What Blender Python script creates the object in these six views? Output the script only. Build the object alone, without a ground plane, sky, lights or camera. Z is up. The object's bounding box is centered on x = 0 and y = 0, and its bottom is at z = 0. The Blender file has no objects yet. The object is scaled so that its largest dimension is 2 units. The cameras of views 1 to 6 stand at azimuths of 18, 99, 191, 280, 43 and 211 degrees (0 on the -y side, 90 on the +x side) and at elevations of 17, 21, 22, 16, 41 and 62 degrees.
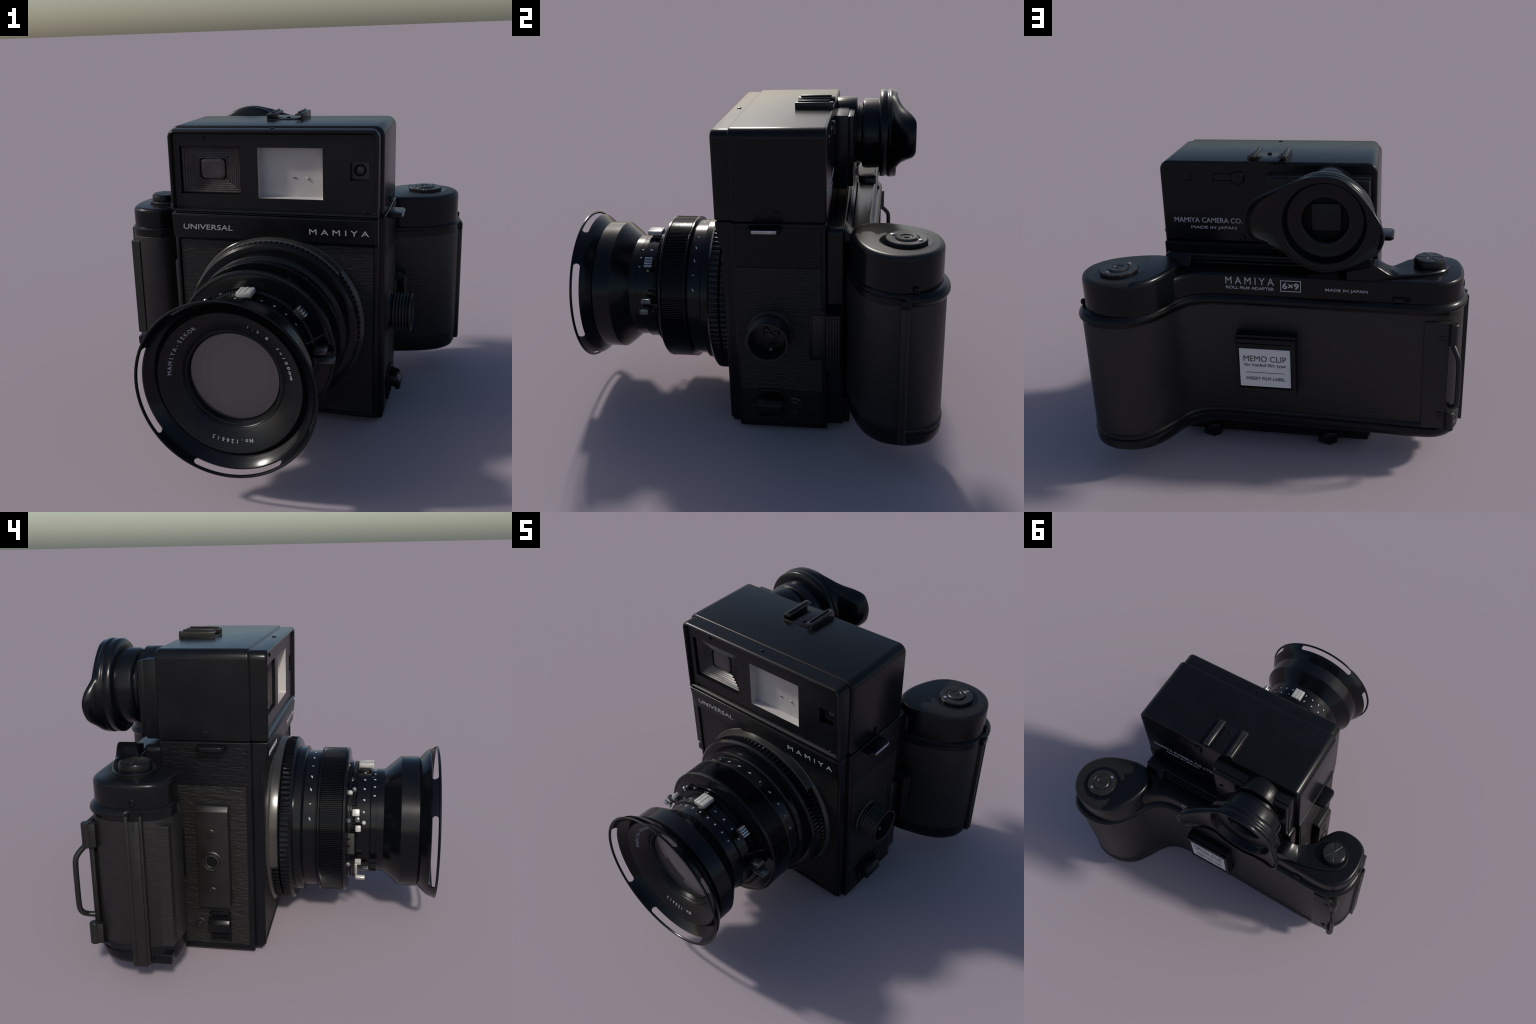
import bpy, bmesh, math, random
import numpy as np
from mathutils import Vector, Matrix, noise

random.seed(7)
SC = bpy.context.scene

# ------------------------------------------------------------------ materials
def principled(name):
    m = bpy.data.materials.new(name)
    m.use_nodes = True
    return m, m.node_tree, m.node_tree.nodes["Principled BSDF"]

def simple(name, col, rough, metallic=0.0, vary=0.25, scale=14.0, bump=0.0, bump_scale=220.0, rvary=0.06, spec=0.5, coat=0.0):
    m, nt, b = principled(name)
    tc = nt.nodes.new("ShaderNodeTexCoord")
    n = nt.nodes.new("ShaderNodeTexNoise")
    n.inputs["Scale"].default_value = scale
    n.inputs["Detail"].default_value = 6
    nt.links.new(tc.outputs["Object"], n.inputs["Vector"])
    r = nt.nodes.new("ShaderNodeValToRGB")
    r.color_ramp.elements[0].position = 0.3
    r.color_ramp.elements[1].position = 0.7
    r.color_ramp.elements[0].color = (*[c * (1 - vary) for c in col], 1)
    r.color_ramp.elements[1].color = (*[c * (1 + vary) for c in col], 1)
    nt.links.new(n.outputs["Fac"], r.inputs["Fac"])
    nt.links.new(r.outputs["Color"], b.inputs["Base Color"])
    mr = nt.nodes.new("ShaderNodeMapRange")
    mr.inputs["To Min"].default_value = max(0.02, rough - rvary)
    mr.inputs["To Max"].default_value = rough + rvary
    nt.links.new(n.outputs["Fac"], mr.inputs["Value"])
    nt.links.new(mr.outputs["Result"], b.inputs["Roughness"])
    b.inputs["Metallic"].default_value = metallic
    b.inputs["Specular IOR Level"].default_value = spec
    b.inputs["Coat Weight"].default_value = coat
    if bump > 0:
        n2 = nt.nodes.new("ShaderNodeTexNoise")
        n2.inputs["Scale"].default_value = bump_scale
        n2.inputs["Detail"].default_value = 3
        nt.links.new(tc.outputs["Object"], n2.inputs["Vector"])
        bp = nt.nodes.new("ShaderNodeBump")
        bp.inputs["Strength"].default_value = bump
        bp.inputs["Distance"].default_value = 0.002
        nt.links.new(n2.outputs["Fac"], bp.inputs["Height"])
        nt.links.new(bp.outputs["Normal"], b.inputs["Normal"])
    return m

def leather(name, col, rough, strength, stretch=(22, 22, 150), spec=0.35):
    """Leatherette with short horizontal wrinkles (stretched noise) and fine pores."""
    m, nt, b = principled(name)
    tc = nt.nodes.new("ShaderNodeTexCoord")
    mp = nt.nodes.new("ShaderNodeMapping")
    mp.inputs["Scale"].default_value = stretch
    nt.links.new(tc.outputs["Object"], mp.inputs["Vector"])
    n = nt.nodes.new("ShaderNodeTexNoise")
    n.inputs["Scale"].default_value = 1.0
    n.inputs["Detail"].default_value = 4
    n.inputs["Distortion"].default_value = 0.6
    nt.links.new(mp.outputs["Vector"], n.inputs["Vector"])
    r = nt.nodes.new("ShaderNodeValToRGB")
    r.color_ramp.elements[0].position = 0.35
    r.color_ramp.elements[1].position = 0.7
    r.color_ramp.elements[0].color = (*[c * 0.82 for c in col], 1)
    r.color_ramp.elements[1].color = (*[c * 1.15 for c in col], 1)
    nt.links.new(n.outputs["Fac"], r.inputs["Fac"])
    nt.links.new(r.outputs["Color"], b.inputs["Base Color"])
    b.inputs["Roughness"].default_value = rough
    b.inputs["Specular IOR Level"].default_value = spec
    n2 = nt.nodes.new("ShaderNodeTexNoise")
    n2.inputs["Scale"].default_value = 160
    nt.links.new(tc.outputs["Object"], n2.inputs["Vector"])
    ma = nt.nodes.new("ShaderNodeMath")
    ma.operation = "MULTIPLY_ADD"
    ma.inputs[1].default_value = 0.25
    nt.links.new(n2.outputs["Fac"], ma.inputs[0])
    nt.links.new(n.outputs["Fac"], ma.inputs[2])
    bp = nt.nodes.new("ShaderNodeBump")
    bp.inputs["Strength"].default_value = strength
    bp.inputs["Distance"].default_value = 0.006
    nt.links.new(ma.outputs["Value"], bp.inputs["Height"])
    nt.links.new(bp.outputs["Normal"], b.inputs["Normal"])
    return m

PAINT   = simple("black_enamel", (0.0042, 0.0045, 0.0055), 0.26, rvary=0.03, scale=6, spec=0.22)
PAINT2  = simple("black_panel_paint", (0.0046, 0.0050, 0.0060), 0.34, vary=0.2, spec=0.25)
RING    = simple("black_anodised_ring", (0.0030, 0.0036, 0.0050), 0.14, vary=0.2, rvary=0.03, spec=0.24)
HOODM   = simple("hood_black_satin", (0.0030, 0.0036, 0.0050), 0.20, vary=0.15, rvary=0.03, spec=0.24)
RUBBER  = simple("rubber_black", (0.0030, 0.0036, 0.0050), 0.24, vary=0.2, rvary=0.03, spec=0.24)
DARK    = simple("deep_black", (0.002, 0.002, 0.0025), 0.7, spec=0.15)
SATIN   = simple("dark_satin_metal", (0.0085, 0.0083, 0.0080), 0.42, vary=0.2, spec=0.38)
PLATE   = simple("grey_plate_paint", (0.030, 0.029, 0.027), 0.5, vary=0.15)
GREYM   = simple("dark_metal_rail", (0.03, 0.029, 0.027), 0.32, metallic=0.5, vary=0.3)
MOUNTM  = simple("polished_mount_metal", (0.045, 0.044, 0.041), 0.22, metallic=0.4, vary=0.3, scale=5)
CHROME  = simple("chrome", (0.42, 0.42, 0.42), 0.26, metallic=0.85, vary=0.25, scale=30)
CHROMED = simple("dark_chrome", (0.09, 0.095, 0.10), 0.25, metallic=0.7, vary=0.3, scale=25)
IVORY   = simple("ivory_metal", (0.42, 0.41, 0.38), 0.4, metallic=0.2, vary=0.15, scale=40)
LEATHER = leather("leatherette", (0.0066, 0.0063, 0.0059), 0.48, 0.8, stretch=(20, 20, 95), spec=0.33)
LEATHS  = leather("leatherette_fine", (0.0082, 0.0079, 0.0074), 0.48, 0.3, stretch=(12, 12, 110), spec=0.44)
LEATHG  = leather("leatherette_glossy", (0.0042, 0.0043, 0.0052), 0.34, 0.6, stretch=(20, 20, 95), spec=0.22)
TEXTW   = simple("white_lettering", (0.42, 0.42, 0.44), 0.5, vary=0.05)
TEXTK   = simple("black_lettering", (0.02, 0.02, 0.022), 0.6, vary=0.05)
PAPER   = simple("label_paper", (0.60, 0.595, 0.575), 0.55, vary=0.03)
FROST   = simple("frosted_window", (0.40, 0.375, 0.36), 0.4, vary=0.12, scale=5)
FINDER  = simple("finder_glass", (0.046, 0.038, 0.038), 0.3, vary=0.3, scale=18)
FINDERC = simple("finder_element", (0.055, 0.045, 0.046), 0.2, vary=0.15, scale=30)

# ------------------------------------------------------------------ helpers
def link(ob, parent=None):
    SC.collection.objects.link(ob)
    if parent is not None:
        ob.parent = parent
    return ob

def finish(bm, name, mat, parent, sharp=35, recalc=True):
    if recalc:
        bmesh.ops.recalc_face_normals(bm, faces=bm.faces[:])
    me = bpy.data.meshes.new(name)
    bm.to_mesh(me)
    bm.free()
    me.polygons.foreach_set("use_smooth", [True] * len(me.polygons))
    me.set_sharp_from_angle(angle=math.radians(sharp))
    me.materials.append(mat)
    return link(bpy.data.objects.new(name, me), parent)

def box(name, x0, x1, y0, y1, z0, z1, mat, parent, bevel=0.006, segs=2, rot=None, sharp=35):
    bm = bmesh.new()
    bmesh.ops.create_cube(bm, size=1)
    c = Vector(((x0 + x1) / 2, (y0 + y1) / 2, (z0 + z1) / 2))
    s = Vector((abs(x1 - x0), abs(y1 - y0), abs(z1 - z0)))
    for v in bm.verts:
        v.co = Vector((v.co.x * s.x, v.co.y * s.y, v.co.z * s.z))
    if bevel > 0:
        bmesh.ops.bevel(bm, geom=bm.edges[:], offset=min(bevel, min(s) * 0.45), segments=segs, profile=0.5, affect="EDGES")
    for v in bm.verts:
        if rot is not None:
            v.co = rot @ v.co
        v.co += c
    return finish(bm, name, mat, parent, sharp)

def prism(name, pts, h0, h1, mapfn, mat, parent, bevel=0.005, segs=2, sharp=35):
    """Extrude a polygon (a,b) between h0 and h1 with bevelled edges."""
    bm = bmesh.new()
    lo = [bm.verts.new(mapfn(a, b, h0)) for a, b in pts]
    hi = [bm.verts.new(mapfn(a, b, h1)) for a, b in pts]
    n = len(pts)
    bm.faces.new(lo)
    bm.faces.new(hi)
    for i in range(n):
        bm.faces.new((lo[i], lo[(i + 1) % n], hi[(i + 1) % n], hi[i]))
    bmesh.ops.recalc_face_normals(bm, faces=bm.faces[:])
    if bevel > 0:
        bmesh.ops.bevel(bm, geom=bm.edges[:], offset=bevel, segments=segs, profile=0.5, affect="EDGES")
    return finish(bm, name, mat, parent, sharp)

def catmull(pts, per=8, closed=True):
    P = [Vector(p) for p in pts]
    n = len(P)
    out = []
    rng = range(n) if closed else range(n - 1)
    for i in rng:
        if closed:
            p0, p1, p2, p3 = P[(i - 1) % n], P[i], P[(i + 1) % n], P[(i + 2) % n]
        else:
            p0, p1, p2, p3 = P[max(i - 1, 0)], P[i], P[i + 1], P[min(i + 2, n - 1)]
        for k in range(per):
            t = k / per
            out.append(0.5 * ((2 * p1) + (-p0 + p2) * t + (2 * p0 - 5 * p1 + 4 * p2 - p3) * t * t + (-p0 + 3 * p1 - 3 * p2 + p3) * t ** 3))
    if not closed:
        out.append(P[-1])
    return out

def rrect(a0, a1, b0, b1, r, n=6):
    """Rounded rectangle outline; r = one radius or (low-left, low-right, up-right, up-left)."""
    rs = (r,) * 4 if not isinstance(r, tuple) else r
    cs = [(a0, b0, 180, 1, 1, rs[0]), (a1, b0, 270, -1, 1, rs[1]), (a1, b1, 0, -1, -1, rs[2]), (a0, b1, 90, 1, -1, rs[3])]
    out = []
    for a, b, s, sa, sb, q in cs:
        q = max(q, 0.0005)
        for k in range(n + 1):
            t = math.radians(s + 90 * k / n)
            out.append(Vector((a + sa * q + q * math.cos(t), b + sb * q + q * math.sin(t))))
    return out

def offset_outline(pts, d):
    n = len(pts)
    area = sum(pts[i].x * pts[(i + 1) % n].y - pts[(i + 1) % n].x * pts[i].y for i in range(n))
    sg = 1 if area > 0 else -1
    out = []
    for i in range(n):
        e1 = (pts[i] - pts[i - 1])
        e2 = (pts[(i + 1) % n] - pts[i])
        n1 = Vector((e1.y, -e1.x)).normalized() if e1.length > 1e-9 else Vector((0, 0))
        n2 = Vector((e2.y, -e2.x)).normalized() if e2.length > 1e-9 else Vector((0, 0))
        m = (n1 + n2)
        m = m.normalized() if m.length > 1e-9 else n1
        c = max(0.5, m.dot(n1))
        out.append(pts[i] + m * (sg * d / c))
    return out

def loft(name, pts, rings, mapfn, mat, parent, sharp=35, cap0=True, cap1=True):
    """Stack offset copies of an outline: rings = [(offset, height), ...]."""
    pts = [Vector(p) for p in pts]
    bm = bmesh.new()
    rows = []
    for d, h in rings:
        q = offset_outline(pts, d) if abs(d) > 1e-9 else pts
        rows.append([bm.verts.new(mapfn(p.x, p.y, h)) for p in q])
    n = len(pts)
    for r0, r1 in zip(rows, rows[1:]):
        for i in range(n):
            bm.faces.new((r0[i], r0[(i + 1) % n], r1[(i + 1) % n], r1[i]))
    if cap0:
        bm.faces.new(rows[0])
    if cap1:
        bm.faces.new(rows[-1])
    return finish(bm, name, mat, parent, sharp)

def fillet(h0, h1, r, base=0.0, n=4):
    """Ring list for a solid from h0 to h1 with rounded top and bottom edges."""
    out = [(base - r + r * math.sin(math.radians(90 * k / n)), h0 + r - r * math.cos(math.radians(90 * k / n))) for k in range(n + 1)]
    out += [(base - r + r * math.cos(math.radians(90 * k / n)), h1 - r + r * math.sin(math.radians(90 * k / n))) for k in range(n + 1)]
    return out

XY = lambda a, b, h: (a, b, h)
XZ = lambda a, b, h: (a, h, b)      # outline in x,z ; height along y
YZ = lambda a, b, h: (h, a, b)      # outline in y,z ; height along x

def lathe(name, prof, origin, axis, mat, parent, segs=96, mod=None, sharp=30, close=False, cap0=False, cap1=False):
    """Revolve (radius, height) profile about an axis ('x','y','z') through origin."""
    bm = bmesh.new()
    rows = []
    ox, oy, oz = origin
    for j, (r, h) in enumerate(prof):
        row = []
        for i in range(segs):
            t = 2 * math.pi * i / segs
            rr = r if mod is None else mod(i, j, r, h)
            a, b = rr * math.cos(t), rr * math.sin(t)
            if axis == "y":
                co = (ox + a, oy + h, oz + b)
            elif axis == "x":
                co = (ox + h, oy + a, oz + b)
            else:
                co = (ox + a, oy + b, oz + h)
            row.append(bm.verts.new(co))
        rows.append(row)
    pairs = list(zip(rows, rows[1:]))
    if close:
        pairs.append((rows[-1], rows[0]))
    for r0, r1 in pairs:
        for i in range(segs):
            k = (i + 1) % segs
            bm.faces.new((r0[i], r0[k], r1[k], r1[i]))
    if cap0:
        bm.faces.new(rows[0])
    if cap1:
        bm.faces.new(rows[-1])
    return finish(bm, name, mat, parent, sharp)

def disc(name, r, h0, h1, origin, axis, mat, parent, bevel=0.003, segs=40):
    return lathe(name, [(r - 0 * bevel, h0), (r, h1 - bevel if h1 > h0 else h1 + bevel), (r - bevel, h1)], origin, axis, mat, parent, segs=segs, cap0=True, cap1=True)

def tube(name, pts, r, mat, parent, segs=12, per=8, closed=False):
    path = catmull(pts, per, closed)
    bm = bmesh.new()
    rows = []
    up = Vector((1, 0, 0))
    for i, p in enumerate(path):
        t = (path[min(i + 1, len(path) - 1)] - path[max(i - 1, 0)]).normalized()
        u = up - t * up.dot(t)
        if u.length < 1e-3:
            u = Vector((0, 1, 0)) - t * t.y
        u.normalize()
        up = u
        w = t.cross(u)
        rows.append([bm.verts.new(p + r * (u * math.cos(2 * math.pi * k / segs) + w * math.sin(2 * math.pi * k / segs))) for k in range(segs)])
    for r0, r1 in zip(rows, rows[1:]):
        for k in range(segs):
            bm.faces.new((r0[k], r0[(k + 1) % segs], r1[(k + 1) % segs], r1[k]))
    bm.faces.new(rows[0])
    bm.faces.new(rows[-1])
    return finish(bm, name, mat, parent, 50)

def glyphs(body, extrude=0.02, spacing=1.0, offset=0.0):
    """Mesh data of a line of built-in font text (unit size)."""
    cu = bpy.data.curves.new("lettering_curve", "FONT")
    cu.body = body
    cu.size = 1
    cu.extrude = extrude
    cu.space_character = spacing
    cu.offset = offset
    cu.resolution_u = 4
    ob = bpy.data.objects.new("lettering_curve", cu)
    SC.collection.objects.link(ob)
    bpy.context.view_layer.update()
    me = bpy.data.meshes.new_from_object(ob.evaluated_get(bpy.context.evaluated_depsgraph_get()))
    bpy.data.objects.remove(ob)
    bpy.data.curves.remove(cu)
    return me

def text(name, body, width, height, place, mat, parent, depth=0.0012, spacing=1.0, shear=0.0, offset=0.0):
    """Lettering fitted in width x height; place(u, v, w) maps the text plane to space."""
    me = glyphs(body, 0.5, spacing, offset)
    co = np.array([v.co[:] for v in me.vertices])
    lo, hi = co.min(0), co.max(0)
    for v in me.vertices:
        u = (v.co.x - lo[0]) / (hi[0] - lo[0]) * width
        w = (v.co.y - lo[1]) / (hi[1] - lo[1]) * height
        v.co = Vector(place(u + shear * (w - height / 2), w, v.co.z * depth))
    me.name = name
    me.materials.clear()
    me.materials.append(mat)
    bm = bmesh.new()
    bm.from_mesh(me)
    bmesh.ops.recalc_face_normals(bm, faces=bm.faces[:])
    bm.to_mesh(me)
    bm.free()
    return link(bpy.data.objects.new(name, me), parent)

def join_boxes(name, specs, mat, parent, kind=None):
    """Many small oriented boxes in one mesh: specs = [(matrix, (sx, sy, sz)), ...]."""
    bm = bmesh.new()
    for M, s in specs:
        r = bmesh.ops.create_cube(bm, size=1)
        for v in r["verts"]:
            v.co = M @ Vector((v.co.x * s[0], v.co.y * s[1], v.co.z * s[2]))
    ob = finish(bm, name, mat, parent, 30)
    if kind:
        ob["kind"] = kind
    return ob

def slot_screw(name, pos, axis, r, mat, parent, proud=0.006):
    """Round screw head with a slot, sunk in a shallow ring."""
    sg = -1 if axis[0] == "-" else 1
    a = axis[-1]
    prof = [(r, 0), (r, sg * proud * 0.6), (r * 0.82, sg * proud), (r * 0.45, sg * proud), (r * 0.4, sg * proud * 0.45)]
    return lathe(name, prof, pos, a, mat, parent, segs=24, cap1=True)

# ------------------------------------------------------------------ root
camera = bpy.data.objects.new("press_camera", None)
link(camera)
camera["label"] = "black medium format press camera with hooded lens and roll film back"
camera["category"] = "film camera"

# ================================================================== BODY
main = loft("body", rrect(-0.518, 0.646, 0.012, 1.158, (0.02, 0.02, 0.006, 0.006)),
            fillet(-0.048, 0.415, 0.008), XZ, PAINT, camera)

# front frame: YZ profile that leans out at the name plate
prism("front_frame", [(-0.045, 0.03), (-0.088, 0.03), (-0.092, 0.05), (-0.092, 1.000), (-0.116, 1.022), (-0.130, 1.145), (-0.130, 1.156), (-0.045, 1.156)],
      -0.494, 0.622, YZ, PAINT, main, bevel=0.006, segs=3)
# slim rails that border the front leather
for x0, x1 in ((-0.488, -0.470), (0.599, 0.615)):
    box("frame_rail", x0, x1, -0.103, -0.085, 0.045, 1.02, PAINT, main, 0.005, 3)
box("frame_rail", -0.475, 0.605, -0.100, -0.085, 0.036, 0.055, PAINT, main, 0.005, 3)
box("front_leather", -0.466, 0.597, -0.0955, -0.085, 0.056, 1.018, LEATHER, main, 0.002, 1)

# slanted name plate
NP0, NP1 = Vector((0, -0.1195, 1.024)), Vector((0, -0.1335, 1.148))
nd = (NP1 - NP0).normalized()
nn = Vector((0, nd.z, -nd.y)) * -1
if nn.y > 0:
    nn = -nn
prism("name_plate", [(NP0.y, NP0.z), (NP1.y, NP1.z), (NP1.y + 0.012, NP1.z), (NP0.y + 0.012, NP0.z)], -0.470, 0.599, YZ, PAINT2, main, bevel=0.0015, segs=1)
def on_plate(x0, z0):
    t0 = (z0 - NP0.z) / nd.z
    return lambda u, v, w: NP0 + nd * (t0 + v) + Vector((x0 + u, 0, 0)) + nn * (0.0006 + w)
text("lettering", "UNIVERSAL", 0.281, 0.0295, on_plate(-0.431, 1.069), TEXTW, main, shear=0.12, offset=0.004)
text("lettering", "MAMIYA", 0.309, 0.0295, on_plate(0.267, 1.067), TEXTW, main, spacing=1.6, offset=0.0)

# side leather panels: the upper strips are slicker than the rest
box("side_leather", 0.640, 0.6495, -0.032, 0.392, 0.245, 0.932, LEATHER, main, 0.002, 1)
box("side_leather_strip", 0.640, 0.6495, -0.036, 0.395, 0.9335, 1.140, LEATHG, main, 0.002, 1)
box("side_leather_strip", 0.640, 0.6495, -0.030, 0.385, 0.045, 0.2435, LEATHG, main, 0.002, 1)
box("side_leather", -0.5215, -0.512, -0.020, 0.400, 0.055, 0.932, LEATHER, main, 0.002, 1)
box("side_leather_strip", -0.5215, -0.512, -0.032, 0.403, 0.9335, 1.135, LEATHG, main, 0.002, 1)

# ================================================================== FINDER HOUSING
finder = loft("finder_housing", rrect(-0.513, 0.638, 1.163, 1.614, (0.004, 0.004, 0.050, 0.050), 8),
              fillet(-0.048, 0.418, 0.014), XZ, PAINT, camera)
loft("seam", rrect(-0.505, 0.631, 1.150, 1.17, 0.004), [(0, -0.04), (0, 0.408)], XZ, DARK, finder)

# bezel: hollow rounded frame in front
bez = rrect(-0.496, 0.622, 1.162, 1.605, (0.004, 0.004, 0.042, 0.042), 8)
def inset(d, h):
    return (d, h)
loft("finder_bezel", bez, [(0, -0.044), (0, -0.118), (-0.004, -0.128), (-0.010, -0.132), (-0.018, -0.130), (-0.024, -0.122), (-0.028, -0.104)],
     XZ, PAINT, finder, cap0=True, cap1=False)
# recessed front panel with three openings
HOLES = [(-0.435, -0.099, 1.263, 1.517), (-0.004, 0.338, 1.248, 1.512), (0.477, 0.571, 1.349, 1.443)]
def panel_with_holes(name, x0, x1, z0, z1, y, holes, depths, mat, parent):
    xs = sorted({x0, x1, *[h[0] for h in holes], *[h[1] for h in holes]})
    zs = sorted({z0, z1, *[h[2] for h in holes], *[h[3] for h in holes]})
    bm = bmesh.new()
    vs = {(x, z): bm.verts.new((x, y, z)) for x in xs for z in zs}
    for a, b in zip(xs, xs[1:]):
        for c, d in zip(zs, zs[1:]):
            mx, mz = (a + b) / 2, (c + d) / 2
            if any(h[0] < mx < h[1] and h[2] < mz < h[3] for h in holes):
                continue
            bm.faces.new((vs[a, c], vs[b, c], vs[b, d], vs[a, d]))
    for (a, b, c, d), dep in zip(holes, depths):
        f = [bm.verts.new((x, y, z)) for x, z in ((a, c), (b, c), (b, d), (a, d))]
        k = [bm.verts.new((x, y + dep, z)) for x, z in ((a, c), (b, c), (b, d), (a, d))]
        for i in range(4):
            bm.faces.new((f[i], k[i], k[(i + 1) % 4], f[(i + 1) % 4]))
    return finish(bm, name, mat, parent, 20, recalc=False)
PY = -0.113
panel_with_holes("finder_panel", -0.470, 0.598, 1.160, 1.580, PY, HOLES, (0.060, 0.001, 0.045), PAINT2, finder)
box("panel_sill", -0.470, 0.600, -0.124, -0.10, 1.157, 1.166, PAINT, finder, 0.003, 2)

# viewfinder window: stepped frames narrowing to a rounded lens
h = HOLES[0]
cx, cz = -0.268, 1.390
for k in range(7):
    t = k / 6
    f = lambda a, c, s: a + (c - a) * s
    s = 0.02 + 0.48 * t
    o = rrect(f(h[0], cx, s), f(h[1], cx, s), f(h[2], cz, s), f(h[3], cz, s), 0.004 + 0.012 * t, 3)
    y = PY + 0.020 + 0.005 * k
    wob = 0.0015
    rim = [Vector((p.x + wob * noise.noise((p.x * 30, p.y * 30, k)), p.y + wob * noise.noise((p.x * 30, p.y * 30, k + 9)))) for p in o]
    loft("window_step", rim, [(0, y), (-0.006, y - 0.003), (-0.010, y + 0.002), (-0.014, y + 0.007)], XZ, FINDER, finder, cap0=False, cap1=False)
loft("finder_lens", rrect(cx - 0.067, cx + 0.067, cz - 0.053, cz + 0.053, 0.024, 5), [(0.002, PY + 0.060), (0.000, PY + 0.051), (-0.006, PY + 0.048), (-0.014, PY + 0.047)], XZ, FINDERC, finder, cap0=False)
loft("lens_rim", rrect(cx - 0.069, cx + 0.069, cz - 0.055, cz + 0.055, 0.026, 5), [(0.004, PY + 0.060), (0.004, PY + 0.049), (0.001, PY + 0.047), (-0.001, PY + 0.054)], XZ, DARK, finder, cap0=False, cap1=False)
box("window_floor", h[0], h[1], PY + 0.0595, PY + 0.062, h[2], h[3], FINDER, finder, 0)

# frosted illumination window, a shallow white tray
h = HOLES[1]
bm = bmesh.new()
NX, NZ = 84, 66
g = []
for j in range(NZ + 1):
    row = []
    for i in range(NX + 1):
        u, v = i / NX, j / NZ
        e = min(u, 1 - u, v, 1 - v)
        d = 0.045 * min(1.0, e / 0.012) + 0.0015 * noise.noise((u * 4, v * 4, 2.2))
        row.append(bm.verts.new((h[0] + u * (h[1] - h[0]), PY + 0.001 + d, h[2] + v * (h[3] - h[2]))))
    g.append(row)
for j in range(NZ):
    for i in range(NX):
        bm.faces.new((g[j][i], g[j][i + 1], g[j + 1][i + 1], g[j + 1][i]))
finish(bm, "frosted_window", FROST, finder, 60, recalc=False)
lathe("window_stud", [(0.008, 0), (0.007, -0.006), (0.003, -0.009)], (0.250, PY + 0.046, 1.350), "y", FROST, finder, segs=16, cap1=True)
box("window_scratch", 0.172, 0.192, PY + 0.0425, PY + 0.047, 1.349, 1.353, GREYM, finder, 0.001, 1)

# rangefinder port
h = HOLES[2]
box("port_floor", h[0], h[1], PY + 0.045, PY + 0.05, h[2], h[3], FINDER, finder, 0)
lathe("port_ring", [(0.031, 0.006), (0.031, -0.004), (0.027, -0.006), (0.0255, -0.002)], (0.520, PY + 0.044, 1.397), "y", DARK, finder, segs=32)
lathe("port_lens", [(0.026, 0.0), (0.018, -0.005), (0.009, -0.0075), (0.002, -0.008)], (0.520, PY + 0.044, 1.397), "y", FINDER, finder, segs=32, cap1=True)
for x, z in ((-0.437, 1.191), (0.556, 1.186), (-0.292, 1.559)):
    slot_screw("screw", (x, PY, z), "-y", 0.010, PAINT, finder, 0.006)
lathe("top_pin", [(0.012, 0), (0.012, 0.006), (0.008, 0.008)], (0.07, -0.085, 1.602), "z", PAINT, finder, segs=20, cap1=True)
slot_screw("screw", (0.638, 0.174, 1.203), "x", 0.017, PAINT, finder, 0.010)
slot_screw("screw", (-0.513, 0.182, 1.197), "-x", 0.017, PAINT, finder, 0.006)

# strap / release tabs on both sides at the seam
prism("side_tab", [(0.620, 0.045), (0.700, 0.045), (0.716, 0.055), (0.720, 0.070), (0.720, 0.180), (0.716, 0.195), (0.702, 0.203), (0.620, 0.203)],
      1.128, 1.152, XY, PAINT, main, bevel=0.006, segs=3)
box("tab_edge", 0.7155, 0.7225, 0.066, 0.186, 1.131, 1.149, CHROME, main, 0.003, 2)
prism("side_tab", [(-0.505, 0.070), (-0.575, 0.072), (-0.592, 0.083), (-0.597, 0.098), (-0.597, 0.190), (-0.592, 0.205), (-0.577, 0.216), (-0.505, 0.218)],
      1.126, 1.152, XY, PAINT, main, bevel=0.006, segs=3)

# accessory shoe
shoe = box("accessory_shoe", -0.046, 0.158, 0.222, 0.418, 1.603, 1.619, PAINT, camera, 0.003, 2)
for s, cxx in ((1, -0.024), (-1, 0.136)):
    prof = [(-0.022, 1.616), (-0.022, 1.644), (-0.017, 1.648), (0.012, 1.648), (0.016, 1.644), (0.022, 1.644), (0.022, 1.636), (-0.010, 1.636), (-0.010, 1.616)]
    prism("shoe_rail", [(cxx + s * a, b) for a, b in prof], 0.222, 0.418, XZ, GREYM, shoe, bevel=0.0018, segs=2)
    box("rail_spring", cxx + s * 0.004 - 0.004, cxx + s * 0.004 + 0.004, 0.235, 0.40, 1.6475, 1.657, GREYM, shoe, 0.003, 2)
lathe("shoe_pin", [(0.012, 0), (0.012, 0.007), (0.008, 0.010)], (0.068, 0.262, 1.616), "z", DARK, shoe, segs=20, cap1=True)

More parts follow.
